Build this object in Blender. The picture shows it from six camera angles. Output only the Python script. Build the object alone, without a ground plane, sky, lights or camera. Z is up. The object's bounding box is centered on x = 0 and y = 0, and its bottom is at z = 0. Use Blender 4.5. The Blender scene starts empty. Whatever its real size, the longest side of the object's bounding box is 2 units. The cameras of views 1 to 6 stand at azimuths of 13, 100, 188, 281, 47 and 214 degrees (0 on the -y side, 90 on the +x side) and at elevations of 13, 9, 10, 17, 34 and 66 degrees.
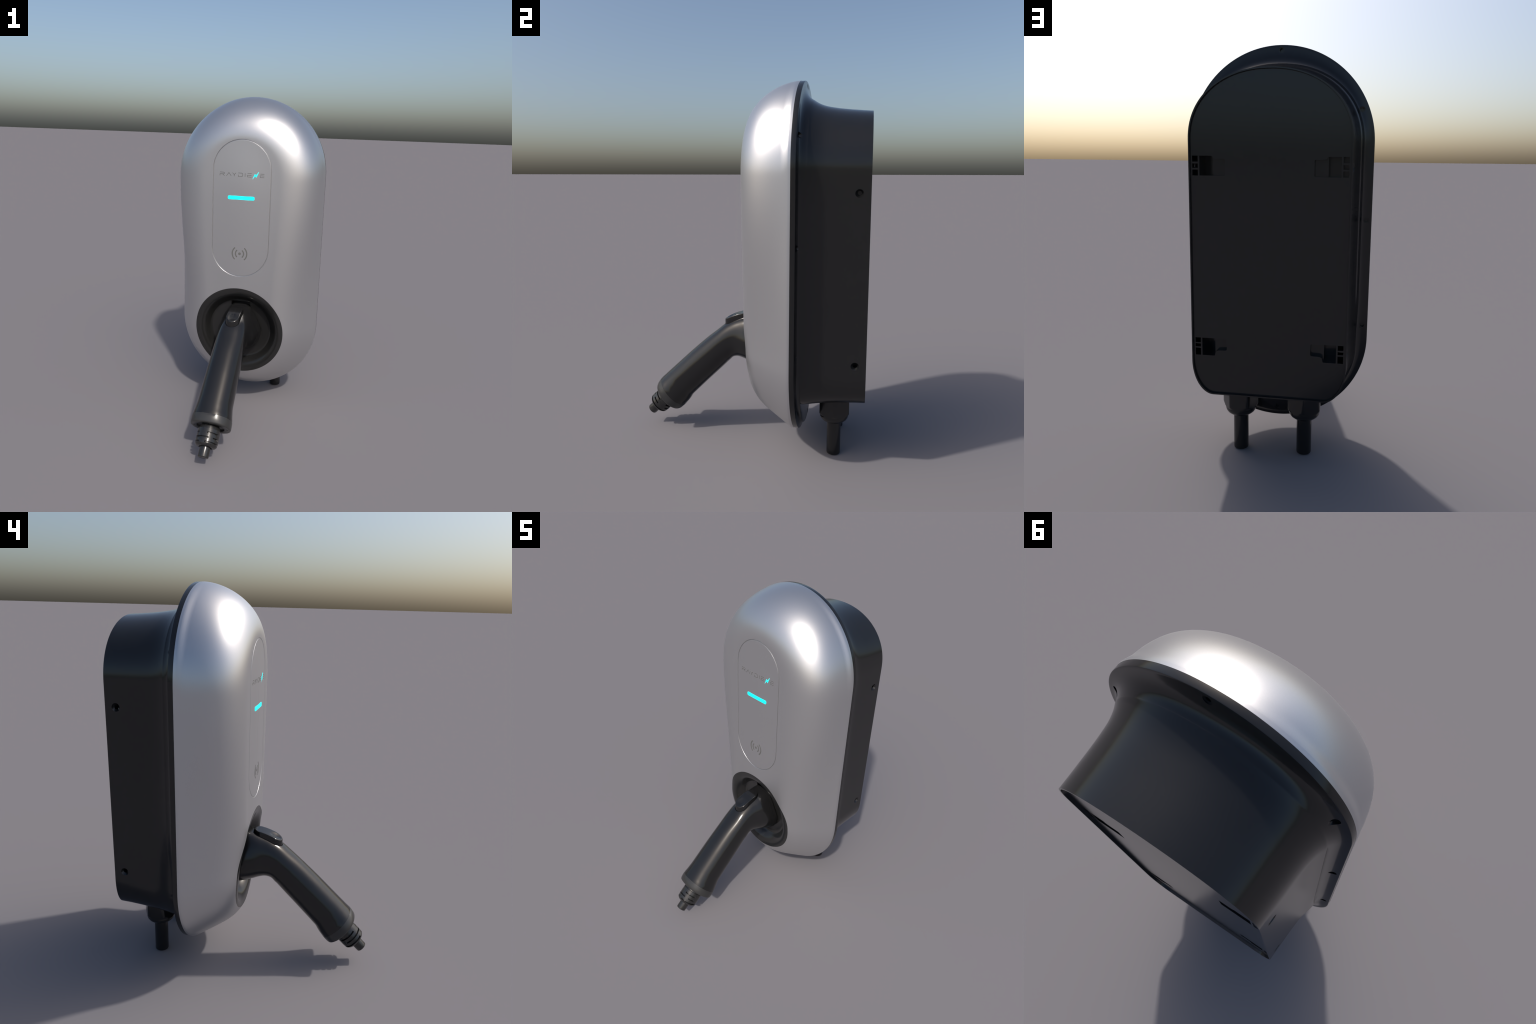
import bpy, bmesh, math
from math import sin, cos, pi, radians, sqrt
from mathutils import Vector, Matrix
from mathutils.bvhtree import BVHTree

# ------------------------------------------------------------------ helpers
COL = bpy.context.scene.collection

def link(o, parent=None):
    COL.objects.link(o)
    if parent:
        o.parent = parent
    return o

def mesh_obj(name, verts, faces, mat, parent, smooth=True, angle=35):
    me = bpy.data.meshes.new(name)
    me.from_pydata([tuple(v) for v in verts], [], faces)
    me.validate()
    bm = bmesh.new(); bm.from_mesh(me)
    bmesh.ops.recalc_face_normals(bm, faces=bm.faces)
    bm.to_mesh(me); bm.free()
    if smooth:
        shade(me, angle)
    me.materials.append(mat)
    return link(bpy.data.objects.new(name, me), parent)

def shade(me, angle=35):
    for p in me.polygons:
        p.use_smooth = True
    if hasattr(me, "set_sharp_from_angle"):
        me.set_sharp_from_angle(angle=radians(angle))

def loft(rings, close_first=False, close_last=False, offset=0):
    """closed rings of equal length -> verts, quads (plus n-gon ends)"""
    n = len(rings[0]); V = []; F = []
    for r in rings:
        V += list(r)
    for i in range(len(rings) - 1):
        for j in range(n):
            k = (j + 1) % n
            F.append((i*n + j, i*n + k, (i+1)*n + k, (i+1)*n + j))
    if close_first:
        F.append(tuple(range(n))[::-1])
    if close_last:
        b = (len(rings) - 1) * n
        F.append(tuple(range(b, b + n)))
    return V, F

def spow(v, p):
    return math.copysign(abs(v) ** p, v)

def interp(x, xs, ys):
    if x <= xs[0]: return ys[0]
    for i in range(len(xs) - 1):
        if x <= xs[i+1]:
            f = (x - xs[i]) / (xs[i+1] - xs[i])
            return ys[i] + f * (ys[i+1] - ys[i])
    return ys[-1]

def boolean(obj, cutters, op='DIFFERENCE', self_cross=False):
    for c in cutters:
        m = obj.modifiers.new("cut", 'BOOLEAN')
        m.operation = op; m.solver = 'EXACT'; m.use_self = self_cross; m.object = c
    dg = bpy.context.evaluated_depsgraph_get()
    me = bpy.data.meshes.new_from_object(obj.evaluated_get(dg))
    obj.modifiers.clear()
    old = obj.data; obj.data = me; me.name = old.name
    bpy.data.meshes.remove(old)
    for c in cutters:
        d = c.data
        bpy.data.objects.remove(c); bpy.data.meshes.remove(d)
    return me

def revolve_pts(profile, centre, axis, xdir, n=64):
    """profile [(s, r)] about axis through centre"""
    axis = Vector(axis).normalized(); xd = Vector(xdir).normalized(); yd = axis.cross(xd)
    rings = []
    for s, r in profile:
        c = Vector(centre) + axis * s
        rings.append([c + xd * (r*cos(2*pi*j/n)) + yd * (r*sin(2*pi*j/n)) for j in range(n)])
    return rings

def cutter(rings):
    V, F = loft(rings, True, True)
    me = bpy.data.meshes.new("cutter"); me.from_pydata([tuple(v) for v in V], [], F)
    bm = bmesh.new(); bm.from_mesh(me); bmesh.ops.recalc_face_normals(bm, faces=bm.faces)
    bm.to_mesh(me); bm.free()
    return link(bpy.data.objects.new("cutter", me))

def box_cutter(x0, x1, y0, y1, z0, z1):
    r = lambda y: [Vector((x0, y, z0)), Vector((x1, y, z0)), Vector((x1, y, z1)), Vector((x0, y, z1))]
    return cutter([r(y0), r(y1)])

def prism_cutter(poly, y0, y1):
    return cutter([[Vector((x, y, z)) for x, z in poly] for y in (y0, y1)])

# ------------------------------------------------------------------ materials
def principled(name, color, rough, metal=0.0, spec=0.5, grain=0.0, grain_scale=400.0,
               rough_var=0.0, coat=0.0, coat_rough=0.2, emit=None, emit_strength=0.0):
    m = bpy.data.materials.new(name); m.use_nodes = True
    nt = m.node_tree; b = nt.nodes["Principled BSDF"]
    b.inputs["Base Color"].default_value = (*color, 1)
    b.inputs["Roughness"].default_value = rough
    b.inputs["Metallic"].default_value = metal
    b.inputs["Specular IOR Level"].default_value = spec
    b.inputs["Coat Weight"].default_value = coat
    b.inputs["Coat Roughness"].default_value = coat_rough
    if emit:
        b.inputs["Emission Color"].default_value = (*emit, 1)
        b.inputs["Emission Strength"].default_value = emit_strength
    tc = nt.nodes.new("ShaderNodeTexCoord")
    if grain or rough_var:
        no = nt.nodes.new("ShaderNodeTexNoise")
        no.inputs["Scale"].default_value = grain_scale; no.inputs["Detail"].default_value = 2
        nt.links.new(tc.outputs["Object"], no.inputs["Vector"])
    if grain:
        ra = nt.nodes.new("ShaderNodeValToRGB")
        lo = tuple(c*(1-grain) for c in color); hi = tuple(min(1, c*(1+grain)) for c in color)
        ra.color_ramp.elements[0].color = (*lo, 1); ra.color_ramp.elements[0].position = .3
        ra.color_ramp.elements[1].color = (*hi, 1); ra.color_ramp.elements[1].position = .7
        nt.links.new(no.outputs["Fac"], ra.inputs["Fac"])
        nt.links.new(ra.outputs["Color"], b.inputs["Base Color"])
    if rough_var:
        mr = nt.nodes.new("ShaderNodeMapRange")
        mr.inputs["To Min"].default_value = rough - rough_var
        mr.inputs["To Max"].default_value = rough + rough_var
        nt.links.new(no.outputs["Fac"], mr.inputs["Value"])
        nt.links.new(mr.outputs["Result"], b.inputs["Roughness"])
    return m

SILVER = principled("satin_silver_paint", (.59, .59, .60), .36, metal=.88, grain=.015, grain_scale=300)
BLACK = principled("black_housing_plastic", (.011, .011, .0115), .16, spec=.5, rough_var=.01, grain=.03)
HANDLE = principled("dark_handle_plastic", (.011, .011, .0115), .15, spec=.5, rough_var=.01, grain=.03)
COLLAR = principled("grey_collar_metal", (.04, .04, .04), .28, spec=.5, metal=.2, grain=.03)
GLAND = principled("dark_gland_metal", (.018, .018, .018), .2, spec=.6, metal=.0, grain=.03)
SOCKET = principled("socket_black_plastic", (.016, .016, .016), .20, spec=.5, grain=.03)
INK = principled("grey_printing", (.145, .145, .14), .5, metal=.2, grain=.03)
CYAN = principled("cyan_light", (0.0, .6, .6), .4, emit=(.008, 1.0, 1.0), emit_strength=1.0, grain=.02)

root = bpy.data.objects.new("charging_station", None)
link(root)
root["label"] = "silver wall charging station with holstered black charging plug"
root["category"] = "car charger"

# ------------------------------------------------------------------ front shell
YR, YF = .267, -.0012         # start of the dome and front plane
N_CAP, N_SIDE = 96, 44

def soft(h, k=.02):
    return k*math.log1p(math.exp(h/k))

def off(h, a, d, p, k=.006):
    """inward offset of the shell at depth h: softly starting draft plus a superelliptic dome"""
    return a*soft(h, k) + d*(1 - sqrt(max(0., 1 - max(h, 0)**p)))

def smooth(t):
    return t*t*(3 - 2*t)

def outline(y, top, bottom, wt, wb, ct, cb, et=2., eb=2.):
    """rounded upright outline: elliptic cap, tapering straight sides, elliptic foot"""
    pts = []
    for i in range(N_CAP + 1):
        t = pi*i/N_CAP
        pts.append(Vector((wt*spow(cos(t), 2/et), y, ct + (top-ct)*abs(sin(t))**(2/et))))
    for i in range(1, N_SIDE):
        f = i/N_SIDE
        pts.append(Vector((-(wt+(wb-wt)*smooth(f)), y, ct+(cb-ct)*f)))
    for i in range(N_CAP + 1):
        t = pi*i/N_CAP
        pts.append(Vector((-wb*spow(cos(t), 2/eb), y, cb - (cb-bottom)*abs(sin(t))**(2/eb))))
    for i in range(1, N_SIDE):
        f = i/N_SIDE
        pts.append(Vector((wb+(wt-wb)*smooth(f), y, cb+(ct-cb)*f)))
    return pts

RIM_W, TOP_Z, BOT_Z = .4600, 2.0, .097

def shell_ring(h):
    y = YR + (YF - YR)*h
    k = max(h, 0)
    return outline(y, TOP_Z - off(h, .0190, .2305, 1.8500), BOT_Z + off(h, .1631, .262, 6.7508, .02),
                   RIM_W - off(h, .0260, .2050, 3.45), RIM_W - off(h, .1500, .1150, 4.9, .012),
                   1.54 - .0303*min(1, k*10), .557 + .0318*h, 2 + .1254*k, 2 - .1428*k)

PANEL_W, PANEL_TOP, PANEL_BOT = .1785, 1.7465, .922
def panel_ring(inset, y):
    w = PANEL_W - inset
    return outline(y, PANEL_TOP - inset, PANEL_BOT + inset, w, w,
                   PANEL_TOP - PANEL_W, PANEL_BOT + PANEL_W)

RIM_H = (YR - .2805)/(YR - YF)
rings = [shell_ring(RIM_H*f) for f in (1, .85, .6, .35, .15)]
NH = 46
for i in range(NH + 1):
    rings.append(shell_ring(sin(pi/2*i/NH)))
last = rings[-1]
CROWN = .0045                              # the face bulges very slightly across its width
def face_y(x, z):
    w = interp(z, [.42, .60, .80, 1.42, 1.60, 1.70, 1.75], [.10, .195, .200, .228, .190, .12, .05])
    wz = smooth(max(0, min(1, (1.752-z)/.30)))*smooth(max(0, min(1, (z-.44)/.35)))
    return YF - CROWN*wz*(.5 + .5*cos(pi*min(1, abs(x)/w)))
def on_face(ring):
    return [Vector((p.x, p.y + face_y(p.x, p.z), p.z)) for p in ring]
pr = panel_ring(-.0012, 0)
for i in range(1, 15):
    f = i/14
    rings.append(on_face([Vector((a.x+(b.x-a.x)*f, 0, a.z+(b.z-a.z)*f)) for a, b in zip(last, pr)]))
yp = YF - CROWN*.5
rings.append(on_face(panel_ring(-.0004, 0)))
rings.append(panel_ring(.004, yp + .06))         # temporary pocket, removed again below
V, F = loft(rings, close_first=True)
n = len(rings[0]); b0 = (len(rings)-1)*n
F.append(tuple(range(b0, b0+n)))           # temporary lid, taken off after the socket is cut
shell = mesh_obj("front_shell", V, F, SILVER, root, angle=60)
# keep the uncut smooth surface for heights and normals
def is_pocket(f):
    c = f.calc_center_median()
    return c.y > yp + .008 and c.z > .90 and abs(c.x) < PANEL_W - .0002 and c.z < PANEL_TOP and abs(f.normal.y) < .5
ref = shell.data.copy()
bm = bmesh.new(); bm.from_mesh(ref)
bmesh.ops.delete(bm, geom=[f for f in bm.faces if len(f.verts) > 4 or is_pocket(f)], context='FACES')
bm.verts.ensure_lookup_table(); bm.normal_update()
BVH = BVHTree.FromBMesh(bm)
ref_faces = [[v.index for v in f.verts] for f in sorted(bm.faces, key=lambda f: f.index)]
ref_co = [v.co.copy() for v in bm.verts]; ref_no = [v.normal.copy() for v in bm.verts]
bm.free()

SOCK_Z, SOCK_R = .563, .2835
def front_y(x, z, default=0.0):
    hit = BVH.ray_cast(Vector((x, -1, z)), Vector((0, 1, 0)))
    return hit[0].y if hit[0] else default

cut = cutter(revolve_pts([(-.2, SOCK_R), (.22, SOCK_R)], (0, 0, SOCK_Z), (0, 1, 0), (1, 0, 0), 160))
boolean(shell, [cut], self_cross=True)
bm = bmesh.new(); bm.from_mesh(shell.data)
kill = []
for f in bm.faces:
    c = f.calc_center_median()
    r = sqrt(c.x**2 + (c.z-SOCK_Z)**2)
    inside = r < SOCK_R - .0002 and all(abs(sqrt(v.co.x**2+(v.co.z-SOCK_Z)**2)) < SOCK_R+.0005 for v in f.verts)
    wall = abs(f.normal.y) < .05 and all(abs(sqrt(v.co.x**2+(v.co.z-SOCK_Z)**2) - SOCK_R) < .0006 for v in f.verts)
    lid = len(f.verts) > 60 or is_pocket(f)
    if inside or wall or lid:
        kill.append(f)
bmesh.ops.delete(bm, geom=kill, context='FACES')
bm.to_mesh(shell.data); bm.free()
me = shell.data
for p in me.polygons: p.use_smooth = True
from mathutils.interpolate import poly_3d_calc
norms = []
for v in me.vertices:
    loc, nn, fi, d = BVH.find_nearest(v.co)
    ids = ref_faces[fi]
    w = poly_3d_calc([ref_co[i] for i in ids], loc)
    nv = Vector((0, 0, 0))
    for k, i in zip(w, ids): nv += ref_no[i]*k
    if nv.length < 1e-6: nv = nn
    norms.append(nv.normalized())
me.normals_split_custom_set_from_vertices(norms)
bpy.data.meshes.remove(ref)

# ------------------------------------------------------------------ front panel (inside the groove)
groove = [on_face(r) for r in (panel_ring(-.0004, 0), panel_ring(.0003, .0004), panel_ring(.0008, .0014), panel_ring(.0012, .0050), panel_ring(.0026, .0056))]
V, F = loft(groove)
mesh_obj("panel_groove", V, F, SILVER, root, angle=50)
pr_r = [on_face(r) for r in (panel_ring(.0026, .0056), panel_ring(.0044, .0050), panel_ring(.0048, .0014), panel_ring(.0053, .0004), panel_ring(.0060, 0), panel_ring(.0066, 0))]
spine = [Vector((0, 0, max(PANEL_BOT+PANEL_W, min(PANEL_TOP-PANEL_W, p.z)))) for p in pr_r[-1]]
for i in range(1, 17):
    f = i/16*.997
    pr_r.append(on_face([Vector((a.x+(s.x-a.x)*f, 0, a.z+(s.z-a.z)*f)) for a, s in zip(panel_ring(.0066, 0), spine)]))
V, F = loft(pr_r, close_last=True)
panel = mesh_obj("front_panel", V, F, SILVER, root, angle=30)

# ------------------------------------------------------------------ writing and marks
def ribbon(points, width, y, closed=False, thick=.0011, caps=False):
    """extruded stroke along a polyline in the xz plane, mitred joints"""
    P = [Vector((p[0], p[1])) for p in points]
    m = len(P); L = []; R = []
    for i in range(m):
        a = P[i-1] if (i > 0 or closed) else None
        c = P[(i+1) % m] if (i < m-1 or closed) else None
        d0 = (P[i]-a).normalized() if a is not None else None
        d1 = (c-P[i]).normalized() if c is not None else None
        d = ((d0 or d1) + (d1 or d0)).normalized()
        nrm = Vector((-d.y, d.x)); ref_d = d1 or d0
        k = max(.5, nrm.dot(Vector((-ref_d.y, ref_d.x))))
        L.append(P[i] + nrm*(width/2/k)); R.append(P[i] - nrm*(width/2/k))
    poly = L + R[::-1]
    if caps:
        def cap(c, d):
            a0 = math.atan2(d.y, d.x)
            return [c + Vector((cos(a0+t), sin(a0+t)))*(width/2) for t in [pi/2 - pi*k/8 for k in range(1, 8)]]
        e = cap(P[-1], P[-1]-P[-2]); s = cap(P[0], P[0]-P[1])
        poly = L + e + R[::-1] + s
    return solid(poly, y, thick)

def solid(poly, y, thick):
    k = len(poly)
    V = [Vector((p[0], y, p[1])) for p in poly] + [Vector((p[0], y - thick, p[1])) for p in poly]
    F = [tuple(range(k)), tuple(range(k, 2*k))[::-1]]
    F += [(i, (i+1) % k, k+(i+1) % k, k+i) for i in range(k)]
    return V, F

def merged(parts):
    V = []; F = []
    for v, f in parts:
        o = len(V); V += v; F += [tuple(i+o for i in q) for q in f]
    return V, F

YT = lambda x, z: face_y(x, z) + .0006      # ink sits a hair proud of the panel
SW = .0027
Z0, Z1 = 1.5305, 1.5510
def glyph(kind, x0, x1):
    zm = (Z0+Z1)/2; c = .005
    if kind == 'R':
        return [[(x0, Z0), (x0, zm), (x1-c, zm), (x1, zm+c*.7), (x1, Z1-c*.7), (x1-c, Z1), (x0, Z1)],
                [(x0+.6*(x1-x0), zm), (x1, Z0)]]
    if kind == 'A': return [[(x0, Z0), ((x0+x1)/2, Z1), (x1, Z0)]]
    if kind == 'Y': return [[(x0, Z1), ((x0+x1)/2, zm), (x1, Z1)], [((x0+x1)/2, zm), ((x0+x1)/2, Z0)]]
    if kind == 'D': return [[(x0, Z1), (x1-c, Z1), (x1, Z1-c), (x1, Z0+c), (x1-c, Z0), (x0, Z0), (x0, zm)]]
    if kind == 'I': return [[(x0, Z0), (x0, Z1)]]
    if kind == 'E': return [[(x0, Z1), (x1, Z1)], [(x1, zm), (x0, zm), (x0, Z0), (x1, Z0)]]
WORD = [('R', -.1345, -.1065), ('A', -.094, -.064), ('Y', -.057, -.0352), ('D', -.0212, .0060),
        ('I', .0198, .0198), ('E', .0345, .0590), ('E', .1105, .1350)]
for kind, a, b in WORD:
    V, F = merged([ribbon(s, SW, YT((a+b)/2, 1.54)) for s in glyph(kind, a, b)])
    mesh_obj("letter", V, F, INK, panel, smooth=False)

# lightning bolt standing in for a letter
bolt = [(.1032, 1.5631), (.0890, 1.5362), (.0878, 1.5297), (.0771, 1.5325), (.0646, 1.5168), (.0780, 1.5480), (.0815, 1.5450), (.0862, 1.5440)]
bolt = [(.1034, 1.5638), (.0878, 1.5290), (.0795, 1.5375), (.0642, 1.5160), (.0785, 1.5490), (.0868, 1.5425)]
V, F = solid(bolt, YT(.084, 1.54), .0014)
mesh_obj("lightning_mark", V, F, CYAN, panel, smooth=False)

# status light bar
def pill(cx, cz, hw, hh, r, k=8):
    pts = []
    for sx, sz, a in ((1, 1, 0), (-1, 1, 90), (-1, -1, 180), (1, -1, 270)):
        for i in range(k+1):
            t = radians(a + 90*i/k)
            pts.append((cx + sx*(hw-r) + r*cos(t), cz + sz*(hh-r) + r*sin(t)))
    return pts
V, F = solid(pill(0, 1.405, .0815, .0108, .0085), YT(0, 1.405), .0012)
mesh_obj("light_bar", V, F, CYAN, panel, smooth=False)

# contactless-reader symbol
NZ = 1.0662
parts = [solid([(.0083*cos(2*pi*i/32), NZ + .0083*sin(2*pi*i/32)) for i in range(32)], YT(0, NZ), .0011)]
for rad, cx, span in ((.0285, .0030, 44), (.0485, .0030, 45)):
    for s in (1, -1):
        arc = [(s*(rad*cos(radians(t)) - cx), NZ + rad*sin(radians(t))) for t in [(-span + 2*span*i/16) for i in range(17)]]
        parts.append(ribbon(arc, .0075, YT(.03, NZ), caps=True))
V, F = merged(parts)
mesh_obj("contactless_symbol", V, F, INK, panel, smooth=False)

# ------------------------------------------------------------------ back housing
def rear_outline(y, o_top, o_side, o_bot):
    """rear box outline grown by offsets; elliptic top, straight sides, flat foot with rounded corners"""
    w = .3625 + o_side; top = 1.8420 + o_top; bot = .3500 - o_bot
    ct, e = 1.54, 2.14
    pts = []
    for i in range(N_CAP+1):
        t = pi*i/N_CAP
        pts.append(Vector((w*spow(cos(t), 2/e), y, ct + (top-ct)*abs(sin(t))**(2/e))))
    cz, a, bb = .52, .102, .52 - bot
    for i in range(1, N_SIDE):
        f = i/N_SIDE; pts.append(Vector((-w, y, ct + (cz-ct)*f)))
    h = N_CAP//2
    for i in range(h):
        t = pi/2*i/(h-1) if h > 1 else 0
        pts.append(Vector((-(w-a) - a*cos(t), y, cz - bb*sin(t))))
    pts.append(Vector((0, y, bot)))
    for i in range(h):
        t = pi/2*(1 - i/(h-1))
        pts.append(Vector(((w-a) + a*cos(t), y, cz - bb*sin(t))))
    for i in range(1, N_SIDE):
        f = i/N_SIDE; pts.append(Vector((w, y, cz + (ct-cz)*f)))
    return pts

FY0, FY1 = .2808, .3055
def flange(y, inset):
    out = []
    for p in shell_ring(RIM_H):
        zc = max(.557, min(1.54, p.z)); d = Vector((p.x, 0, p.z-zc))
        if d.length > 1e-6: d.normalize()
        out.append(Vector((p.x, y, p.z)) - d*inset)
    return out
BOX_FRONT = .3495
BOX_OFF = (.0580, .0390, .0195)
def skirt(y, u, i_bot):
    """cove ring: top and sides glide from the flange to the box, the foot keeps the flange's round shape"""
    A = flange(y, .003); B = rear_outline(y, *BOX_OFF)
    R = [a + (b - a)*u for a, b in zip(A, B)]
    k0, k1 = N_CAP + N_SIDE, N_CAP + N_SIDE + N_CAP      # index range of the foot
    squeeze = lambda yy: FY1 + (yy - FY1)*.50
    for i in range(len(R)):
        if R[i].z < .80:
            m = smooth(max(0, min(1, (.80 - R[i].z)/.25)))
            R[i].y = y + (squeeze(y) - y)*m
    yb = squeeze(y)
    w = abs(R[k0].x); cz = R[k0-1].z + (R[k0-1].z - R[k0-2].z)
    for i in range(N_CAP + 1):
        t = pi*i/N_CAP
        R[k0+i] = Vector((-w*cos(t), yb, cz - (cz - BOT_Z - i_bot)*sin(t)))
    return R
rings = [flange(FY0, .004), flange(FY0, .0004), flange(FY1-.0025, .0004), flange(FY1-.0006, .0012), flange(FY1, .003)]
for row in ((.3058, .10, .006), (.3068, .26, .011), (.3090, .44, .0155), (.3125, .58, .0195), (.3175, .695, .0230),
            (.3240, .795, .0262), (.3310, .875, .0287), (.3380, .935, .0308), (.3440, .975, .0325), (.3470, .991, .0338), (.3488, .999, .0362)):
    rings.append(skirt(*row))
COVE_Y = [.3495, .354, .3605, .3687, .378, .39, .403, .4163, .433, .45, .4836, .52, .55, .60, .652]
COVE_O = [.0580, .0548, .0505, .0455, .0407, .0355, .0308, .0270, .0232, .0203, .0150, .0108, .0078, .0036, 0.]
for y, o in zip(COVE_Y, COVE_O):
    side = interp(o, [0, .0078, .015, .027, .0455, .0580], [0, .006, .0105, .0175, .0300, .0390])
    ring = rear_outline(y, o, side, .021*smooth(max(0, min(1, (.652-y)/.42))))
    if y < .3687:                               # the box meets the foot of the flange further forward
        for q in ring:
            if q.z < .80:
                q.y += (FY1 + (y-FY1)*.50 - y)*smooth(max(0, min(1, (.80-q.z)/.25)))*(1 if y < .352 else .5 if y < .358 else .2)
    rings.append(ring)
R_TOP = rear_outline(.652, 0, 0, 0)
def inset_outline(y, d):
    return [Vector((p.x*(1-d/.3625), y, 1.1 + (p.z-1.1)*(1 - d/.742))) for p in R_TOP]
rings += [inset_outline(.652, .0055), inset_outline(.640, .0062)]
V, F = loft(rings, True, True)
housing = mesh_obj("back_housing", V, F, BLACK, root, angle=38)

cuts = []
HOLES = [(0, 1.9745, .312), (.3945, 1.6970, .312), (.4330, 1.168, .312), (.4330, .624, .312), (0, .1540, .330)]
for hx, hz, hy in HOLES:
    for s in ((1, -1) if hx else (1,)):
        cuts.append(cutter(revolve_pts([(-.024, .0098), (-.0092, .0098), (-.0088, .0148), (.06, .0148)],
                    (s*hx, hy, hz), (0, 1, 0), (1, 0, 0), 32)))
for hz in (1.4275, .577):
    for s in (1, -1):
        cuts.append(cutter(revolve_pts([(-.02, .0330), (0, .0212), (.0085, .0150), (.0130, .0110), (.0420, .0110)],
                    (s*.3665, .5978, hz), (-s, 0, 0), (0, 1, 0), 32)))
for s in (1, -1):
    for zl, zh, upper in ((1.384, 1.4708, True), (.541, .6265, False)):
        cuts.append(box_cutter(min(s*.2585, s*.3150), max(s*.2585, s*.3150), .54, .70, zl, zh))
        # outer pocket: three openings around two cross bars
        zs = [(zl, zl+.022), (zl+.027, zl+.034), (zl+.040, zl+.052), (zl+.0585, zh)] if False else \
             ([(zl, zl+.0255), (zl+.0335, zl+.0525), (zl+.0610, zh)] if upper else [(zl, zl+.034), (zl+.041, zl+.056), (zl+.062, zh)])
        for a, b in zs:
            cuts.append(box_cutter(min(s*.3225, s*.3480), max(s*.3225, s*.3480), .55, .70, a, b))
        # shallow finger tab with one rounded, stepped side
        if upper:
            poly = [(.2600, zl+.0004), (.2020, zl+.0004), (.1985, zl+.004), (.1985, zl+.069), (.2020, zl+.073), (.2440, zl+.0735), (.2520, zl+.0775), (.2570, zl+.0864), (.2600, zl+.0864)]
        else:
            poly = [(.2600, zh-.0004), (.2020, zh-.0004), (.1985, zh-.004), (.1965, zh-.052), (.2010, zh-.0575), (.2400, zh-.0595), (.2500, zh-.065), (.2555, zh-.0850), (.2600, zh-.0850)]
        cuts.append(prism_cutter([(s*x, z) for x, z in poly], .615, .70))
boolean(housing, cuts)
shade(housing.data, 38)

# ------------------------------------------------------------------ socket dish
TH = 160
def tilt(z):                                # plane of the socket, leaning with the curve of the lower shell
    return .0165 + (SOCK_Z - z)*.0900
def dish_ring(r, depth, follow):
    out = []
    for j in range(TH):
        t = 2*pi*j/TH
        x, z = r*cos(t), SOCK_Z + r*sin(t)
        e = front_y(SOCK_R*.999*cos(t), SOCK_Z + SOCK_R*.999*sin(t)) - tilt(SOCK_Z + SOCK_R*sin(t))
        out.append(Vector((x, tilt(z) + e*follow + depth, z)))
    return out
DISH = [(.2838, .0005, 1), (.2795, .0008, .8), (.2720, .0016, .5), (.2620, .0030, .2), (.2520, .0050, .05), (.2440, .0078, 0), (.2370, .0118, 0),
        (.2300, .0172, 0), (.2235, .0240, 0), (.2175, .0315, 0), (.2125, .0392, 0), (.2080, .0465, 0), (.2040, .0528, 0), (.1990, .0580, 0), (.1930, .0612, 0), (.1860, .0622, 0)]
FLOOR = .0624
rings = [dish_ring(.2838, .012, 1)] + [dish_ring(*d) for d in DISH] + [dish_ring(.182, FLOOR, 0)]
V, F = loft([[p + Vector((0, .10, 0)) for p in rings[0]]] + rings, True, True)
socket = mesh_obj("plug_socket", V, F, SOCKET, root, angle=40)
boolean(socket, [box_cutter(-.062, .062, .05, .115, .700, .7450)])
shade(socket.data, 40)

# ------------------------------------------------------------------ charging plug (grip, head, collar, cable gland)
AX = Vector((0, -.7254, -.6884)); NX = Vector((0, -.6884, .7254))
def st(s, t): 
    return AX*s + NX*t
def catmull(rows, sub):
    out = []
    m = len(rows)
    for i in range(m-1):
        p0 = rows[max(i-1, 0)]; p1 = rows[i]; p2 = rows[i+1]; p3 = rows[min(i+2, m-1)]
        for k in range(sub):
            t = k/sub
            out.append([.5*(2*b + (c-a)*t + (2*a-5*b+4*c-d)*t*t + (3*b-a-3*c+d)*t**3) for a, b, c, d in zip(p0, p1, p2, p3)])
    out.append(rows[-1])
    return out

def row(T, B, w, e_up=2.1, e_dn=2.1, tap=0., mid=.5):
    return [T[0], T[1], B[0], B[1], w, e_up, e_dn, tap, mid]
def grow(s, tl, tu, w):
    T = st(s, tu); B = st(s, tl)
    return row((T.y, T.z), (B.y, B.z), w, 2.25, 2.15)

def section(r, n=72):
    ty, tz, by, bz, w, eu, ed, tap, mid = r
    T = Vector((0, ty, tz)); B = Vector((0, by, bz)); C = B + (T-B)*mid
    pts = []
    for j in range(n):
        t = 2*pi*j/n; c, s = cos(t), sin(t)
        e = eu if s >= 0 else ed
        v = abs(s)**(2/e)
        x = w*spow(c, 2/e)
        if s >= 0:
            x *= 1 - tap*v
            p = C + (T-C)*v
        else:
            p = C + (B-C)*v
        pts.append(Vector((x, p.y, p.z)))
    return pts

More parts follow.
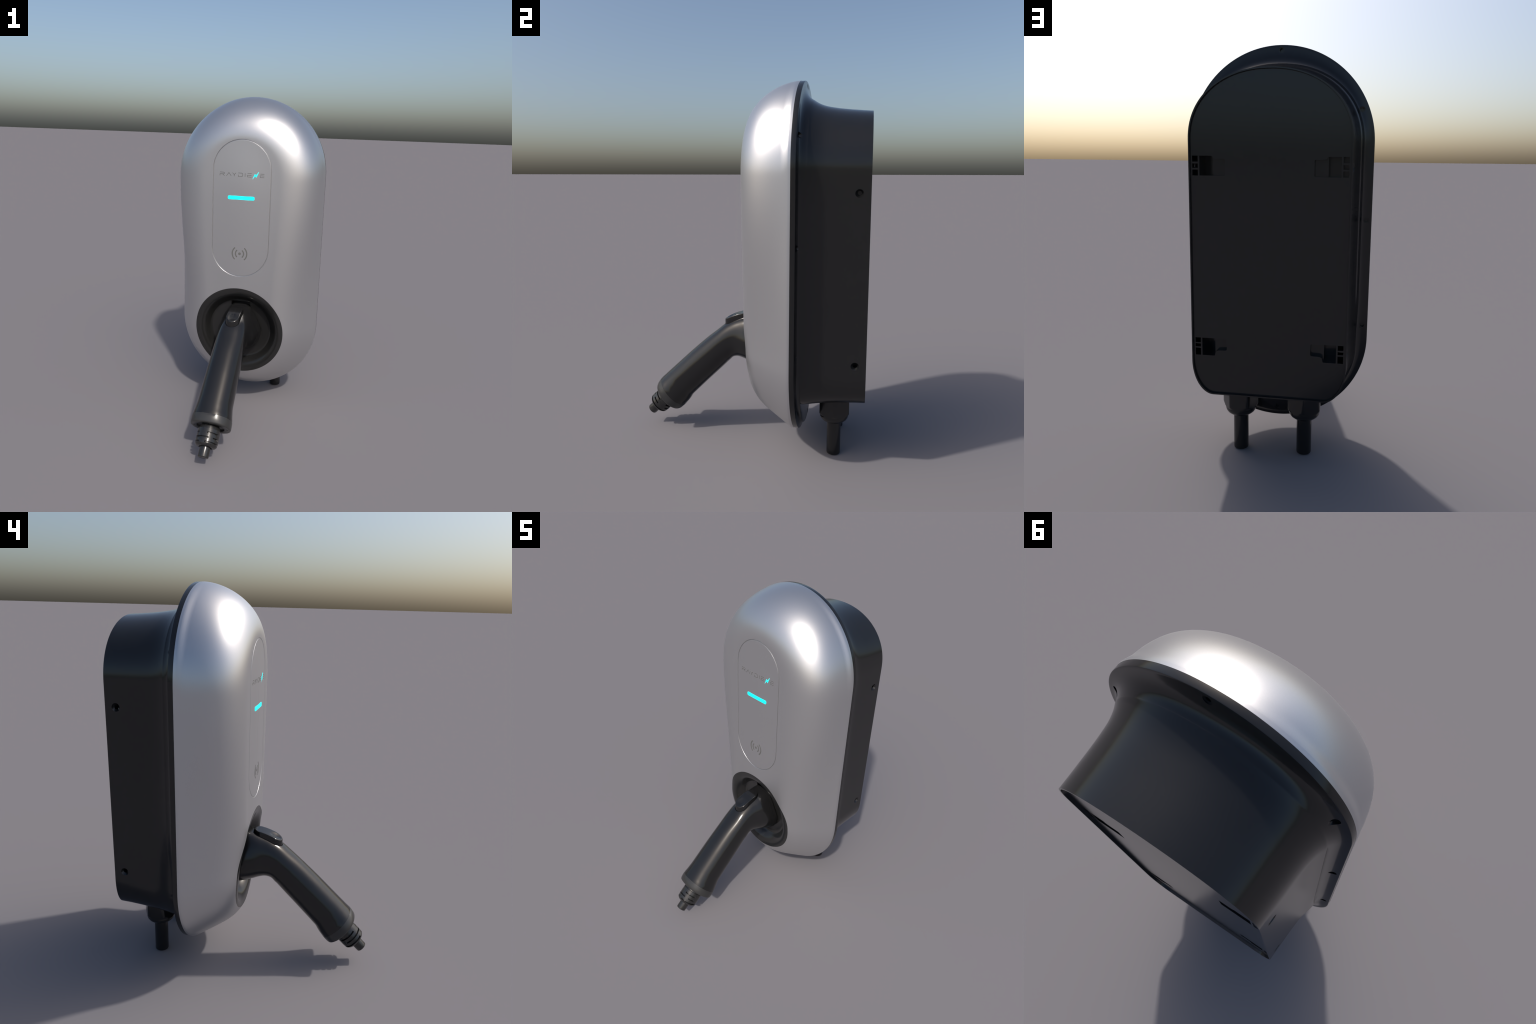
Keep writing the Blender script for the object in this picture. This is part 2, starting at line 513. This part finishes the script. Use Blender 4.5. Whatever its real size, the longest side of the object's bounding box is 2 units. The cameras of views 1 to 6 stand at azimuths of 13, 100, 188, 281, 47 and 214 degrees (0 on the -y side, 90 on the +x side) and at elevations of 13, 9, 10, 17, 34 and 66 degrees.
GRIP = [grow(.1957, .3850, .5976, .1126), grow(.182, .3862, .5981, .1108), grow(.1636, .3883, .5981, .107), grow(.140, .394, .5982, .1035), grow(.1257, .3978, .5982, .1015),
        grow(.100, .3995, .5982, .0998), grow(.0, .4025, .5982, .0975), grow(-.0607, .404, .598, .096), grow(-.14, .4055, .596, .0938),
        grow(-.20, .4075, .5935, .0925),
        row((-.2090, .6120), (-.1310, .4375), .0915, 2.4, 2.25, .0),
        row((-.1600, .6520), (-.1110, .4565), .0910, 2.45, 2.2, .03, .49),
        row((-.1080, .6830), (-.0930, .4640), .0940, 2.6, 2.2, .09, .48),
        row((-.0600, .7030), (-.0720, .4650), .1030, 2.9, 2.15, .19, .47),
        row((-.0220, .7150), (-.0430, .4580), .1160, 3.4, 2.1, .29, .46),
        row((.0100, .7230), (-.0080, .4440), .1270, 4.0, 2.1, .40, .47),
        row((.0360, .7290), (.0320, .4300), .1340, 4.6, 2.1, .47, .48),
        row((.0560, .7320), (.0680, .4170), .1380, 5.0, 2.1, .52, .49),
        row((.0600, .7315), (.0740, .4170), .1380, 5.0, 2.1, .52, .49)]
secs = [section(r) for r in catmull(GRIP, 5)]
# rounded end lip, then a smaller neck running into the socket floor
endc = Vector((0, .066, .570))
def shrink(sec, k, dy): return [Vector((endc.x+(p.x-endc.x)*k, p.y+dy, endc.z+(p.z-endc.z)*k)) for p in sec]
secs += [shrink(secs[-1], .985, .0025), shrink(secs[-1], .93, .004), shrink(secs[-1], .90, .004), shrink(secs[-1], .88, .045)]
V, F = loft(secs, True, True)
plug = mesh_obj("charging_plug", V, F, HANDLE, root, angle=45)

# collar
CT = .4895
rows = [(.1952, .3846, .5978, .1130), (.1955, .3844, .5980, .1134), (.214, .3836, .5965, .1145), (.2340, .3840, .5925, .1145), (.2390, .3860, .5900, .1130), (.2415, .3890, .5865, .1105)]
secs = [section(grow(*r)) for r in rows]
face = secs[-1]
def ring_at(s, r): return revolve_pts([(s, r)], NX*CT, AX, (1, 0, 0), 72)[0]
secs = [section(grow(*r)) for r in rows]
def polar(s, r):
    return [NX*CT + AX*s + Vector((1, 0, 0))*(r*cos(2*pi*j/72)) + NX*(r*sin(2*pi*j/72)) for j in range(72)]
secs += [polar(.2415, .0800), polar(.2405, .0785), polar(.2310, .0770), polar(.2305, .03)]
V, F = loft(secs, True, True)
collar = mesh_obj("collar", V, F, COLLAR, plug, angle=40)
cs = []
for s in (1, -1):
    cs.append(cutter(revolve_pts([(.229, .0052), (.26, .0052)], NX*CT + Vector((s*.096, 0, 0)), AX, (1, 0, 0), 20)))
boolean(collar, cs); shade(collar.data, 40)

# slotted strain relief
NP = 96
PROF = [(.230, .050), (.2440, .055), (.2450, .0590), (.2590, .0597), (.2605, .0628),
        (.2795, .0634), (.2800, .0634), (.2880, .0634), (.2885, .0634), (.3045, .0634), (.3050, .0634), (.3130, .0634), (.3135, .0634),
        (.3285, .0630), (.3290, .0630), (.3365, .0621), (.3370, .0620), (.3410, .0602), (.3455, .0565), (.3490, .0520), (.3510, .0465), (.3514, .0380), (.3490, .0345), (.3380, .0340)]
SLITS = {6: 0, 7: 0, 10: 1, 11: 1, 14: 2, 15: 2}
ARCS = [[(18, 82), (-122, -32), (128, 222)], [(72, 198), (-128, -42), (10, 48)], [(-62, 86), (118, 262)]]
rings = []
for i, (s, r) in enumerate(PROF):
    ring = []
    for j in range(NP):
        ang = 360*j/NP; rr = r
        if i in SLITS:
            for a, b in ARCS[SLITS[i]]:
                if (ang - a) % 360 <= (b - a): rr = .0520
        t = radians(ang)
        ring.append(NX*.4925 + AX*s + Vector((1, 0, 0))*(rr*cos(t)) + NX*(rr*sin(t)))
    rings.append(ring)
V, F = loft(rings, True, True)
mesh_obj("strain_relief", V, F, GLAND, plug, angle=30)
# cable stub
rings = revolve_pts([(.338, .0300), (.4000, .0300), (.4030, .0290), (.4042, .0275)], NX*.4925, AX, (1, 0, 0), 48)
V, F = loft(rings, True, True)
mesh_obj("cable_end", V, F, GLAND, plug, angle=40)

# release button: arched pill with a thumb dimple
BY0, BY1, BW = -.1595, -.0010, .0410
def btn_top(x, y, edge):
    z = interp(y, [-.16, -.14, -.11, -.085, -.06, -.034, 0.0], [.6840, .6940, .7090, .7185, .7260, .7315, .7355])
    d = sqrt(x**2 + (y + .1215)**2)
    if d < .031: z -= .0065*(1 - (d/.031)**2)**1.2 - .0007*cos(d*1300)*max(0, 1-d/.026)
    return z - edge
def pill_yx(inset, k=28):
    r = BW - inset; pts = []
    for i in range(k+1):
        t = -pi/2 + pi*i/k; pts.append((r*sin(t), BY1 - BW + r*cos(t)))
    for i in range(1, 12): 
        f = i/12; pts.append((r, (BY1-BW) + (BY0+BW-BY1+BW)*f))
    for i in range(k+1):
        t = pi/2 - pi*i/k; pts.append((r*sin(t), BY0 + BW - r*cos(t)))
    for i in range(1, 12):
        f = i/12; pts.append((-r, (BY0+BW) + (BY1-BW-BY0-BW)*f))
    return pts
rings = []
def bring(inset, edge, drop=None):
    return [Vector((x, y, btn_top(x, y, edge) if drop is None else btn_top(x, y, 0) - drop)) for x, y in pill_yx(inset)]
rings.append(bring(0, 0, .060)); rings.append(bring(0, 0, .0042)); rings.append(bring(.0007, .0020)); rings.append(bring(.0022, .0006)); rings.append(bring(.0042, 0))
for i in range(1, 19):
    rings.append(bring(.0042 + (BW - .0046)*i/18, 0))
V, F = loft(rings, True, True)
button = mesh_obj("release_button", V, F, HANDLE, plug, angle=50)
# moat around the button so that it reads as a separate key
moat = cutter([[Vector((x, y, z)) for x, y in pill_yx(-.0028)] for z in (.60, .80)])
keep = cutter([[Vector((x, y, z)) for x, y in pill_yx(.004)] for z in (.50, .85)])
low = []
r0 = [Vector((x, y, btn_top(x, y, 0) - .052)) for x, y in pill_yx(-.0028)]
r1 = [Vector((x, y, .80)) for x, y in pill_yx(-.0028)]
d = moat.data; bpy.data.objects.remove(moat); bpy.data.meshes.remove(d)
d = keep.data; bpy.data.objects.remove(keep); bpy.data.meshes.remove(d)
boolean(plug, [cutter([r0, r1])])
shade(plug.data, 45)

# ------------------------------------------------------------------ cable glands under the housing
for sx, rot in ((1, 4), (-1, 31)):
    cx, cy = sx*.1615, .4905
    n = 96
    def hexr(a, R):
        k = (a - rot) % 60 - 30
        return R*cos(radians(30))/cos(radians(k))
    def ring(z, R, circ=None):
        out = []
        for j in range(n):
            a = 360*j/n; r = hexr(a, R)
            if circ: r = min(r, circ)
            out.append(Vector((cx + r*cos(radians(a)), cy + r*sin(radians(a)), z)))
        return out
    def circ(z, r): return [Vector((cx + r*cos(2*pi*j/n), cy + r*sin(2*pi*j/n), z)) for j in range(n)]
    rings = [ring(.3460, .091, .0800), ring(.3400, .091, .0850), ring(.3340, .091), ring(.2470, .091), ring(.2400, .091, .0865), ring(.2330, .091, .0815)]
    rings += [circ(z, r) for z, r in ((.2325, .0775), (.2230, .0778), (.2130, .0752), (.2040, .0695), (.1965, .0610), (.1912, .0520), (.1885, .0440), (.1890, .036))]
    V, F = loft(rings, True, True)
    g = mesh_obj("cable_gland", V, F, BLACK, root, angle=30)
    rings = [circ(.36, .084), circ(.333, .084)]
    V, F = loft(rings, True, True); mesh_obj("lock_nut", V, F, BLACK, g, angle=30)
    rings = [circ(.20, .0375), circ(.006, .0375), circ(.002, .0362), circ(0, .0335)]
    V, F = loft(rings, True, True)
    mesh_obj("cable", V, F, BLACK, g, angle=40)
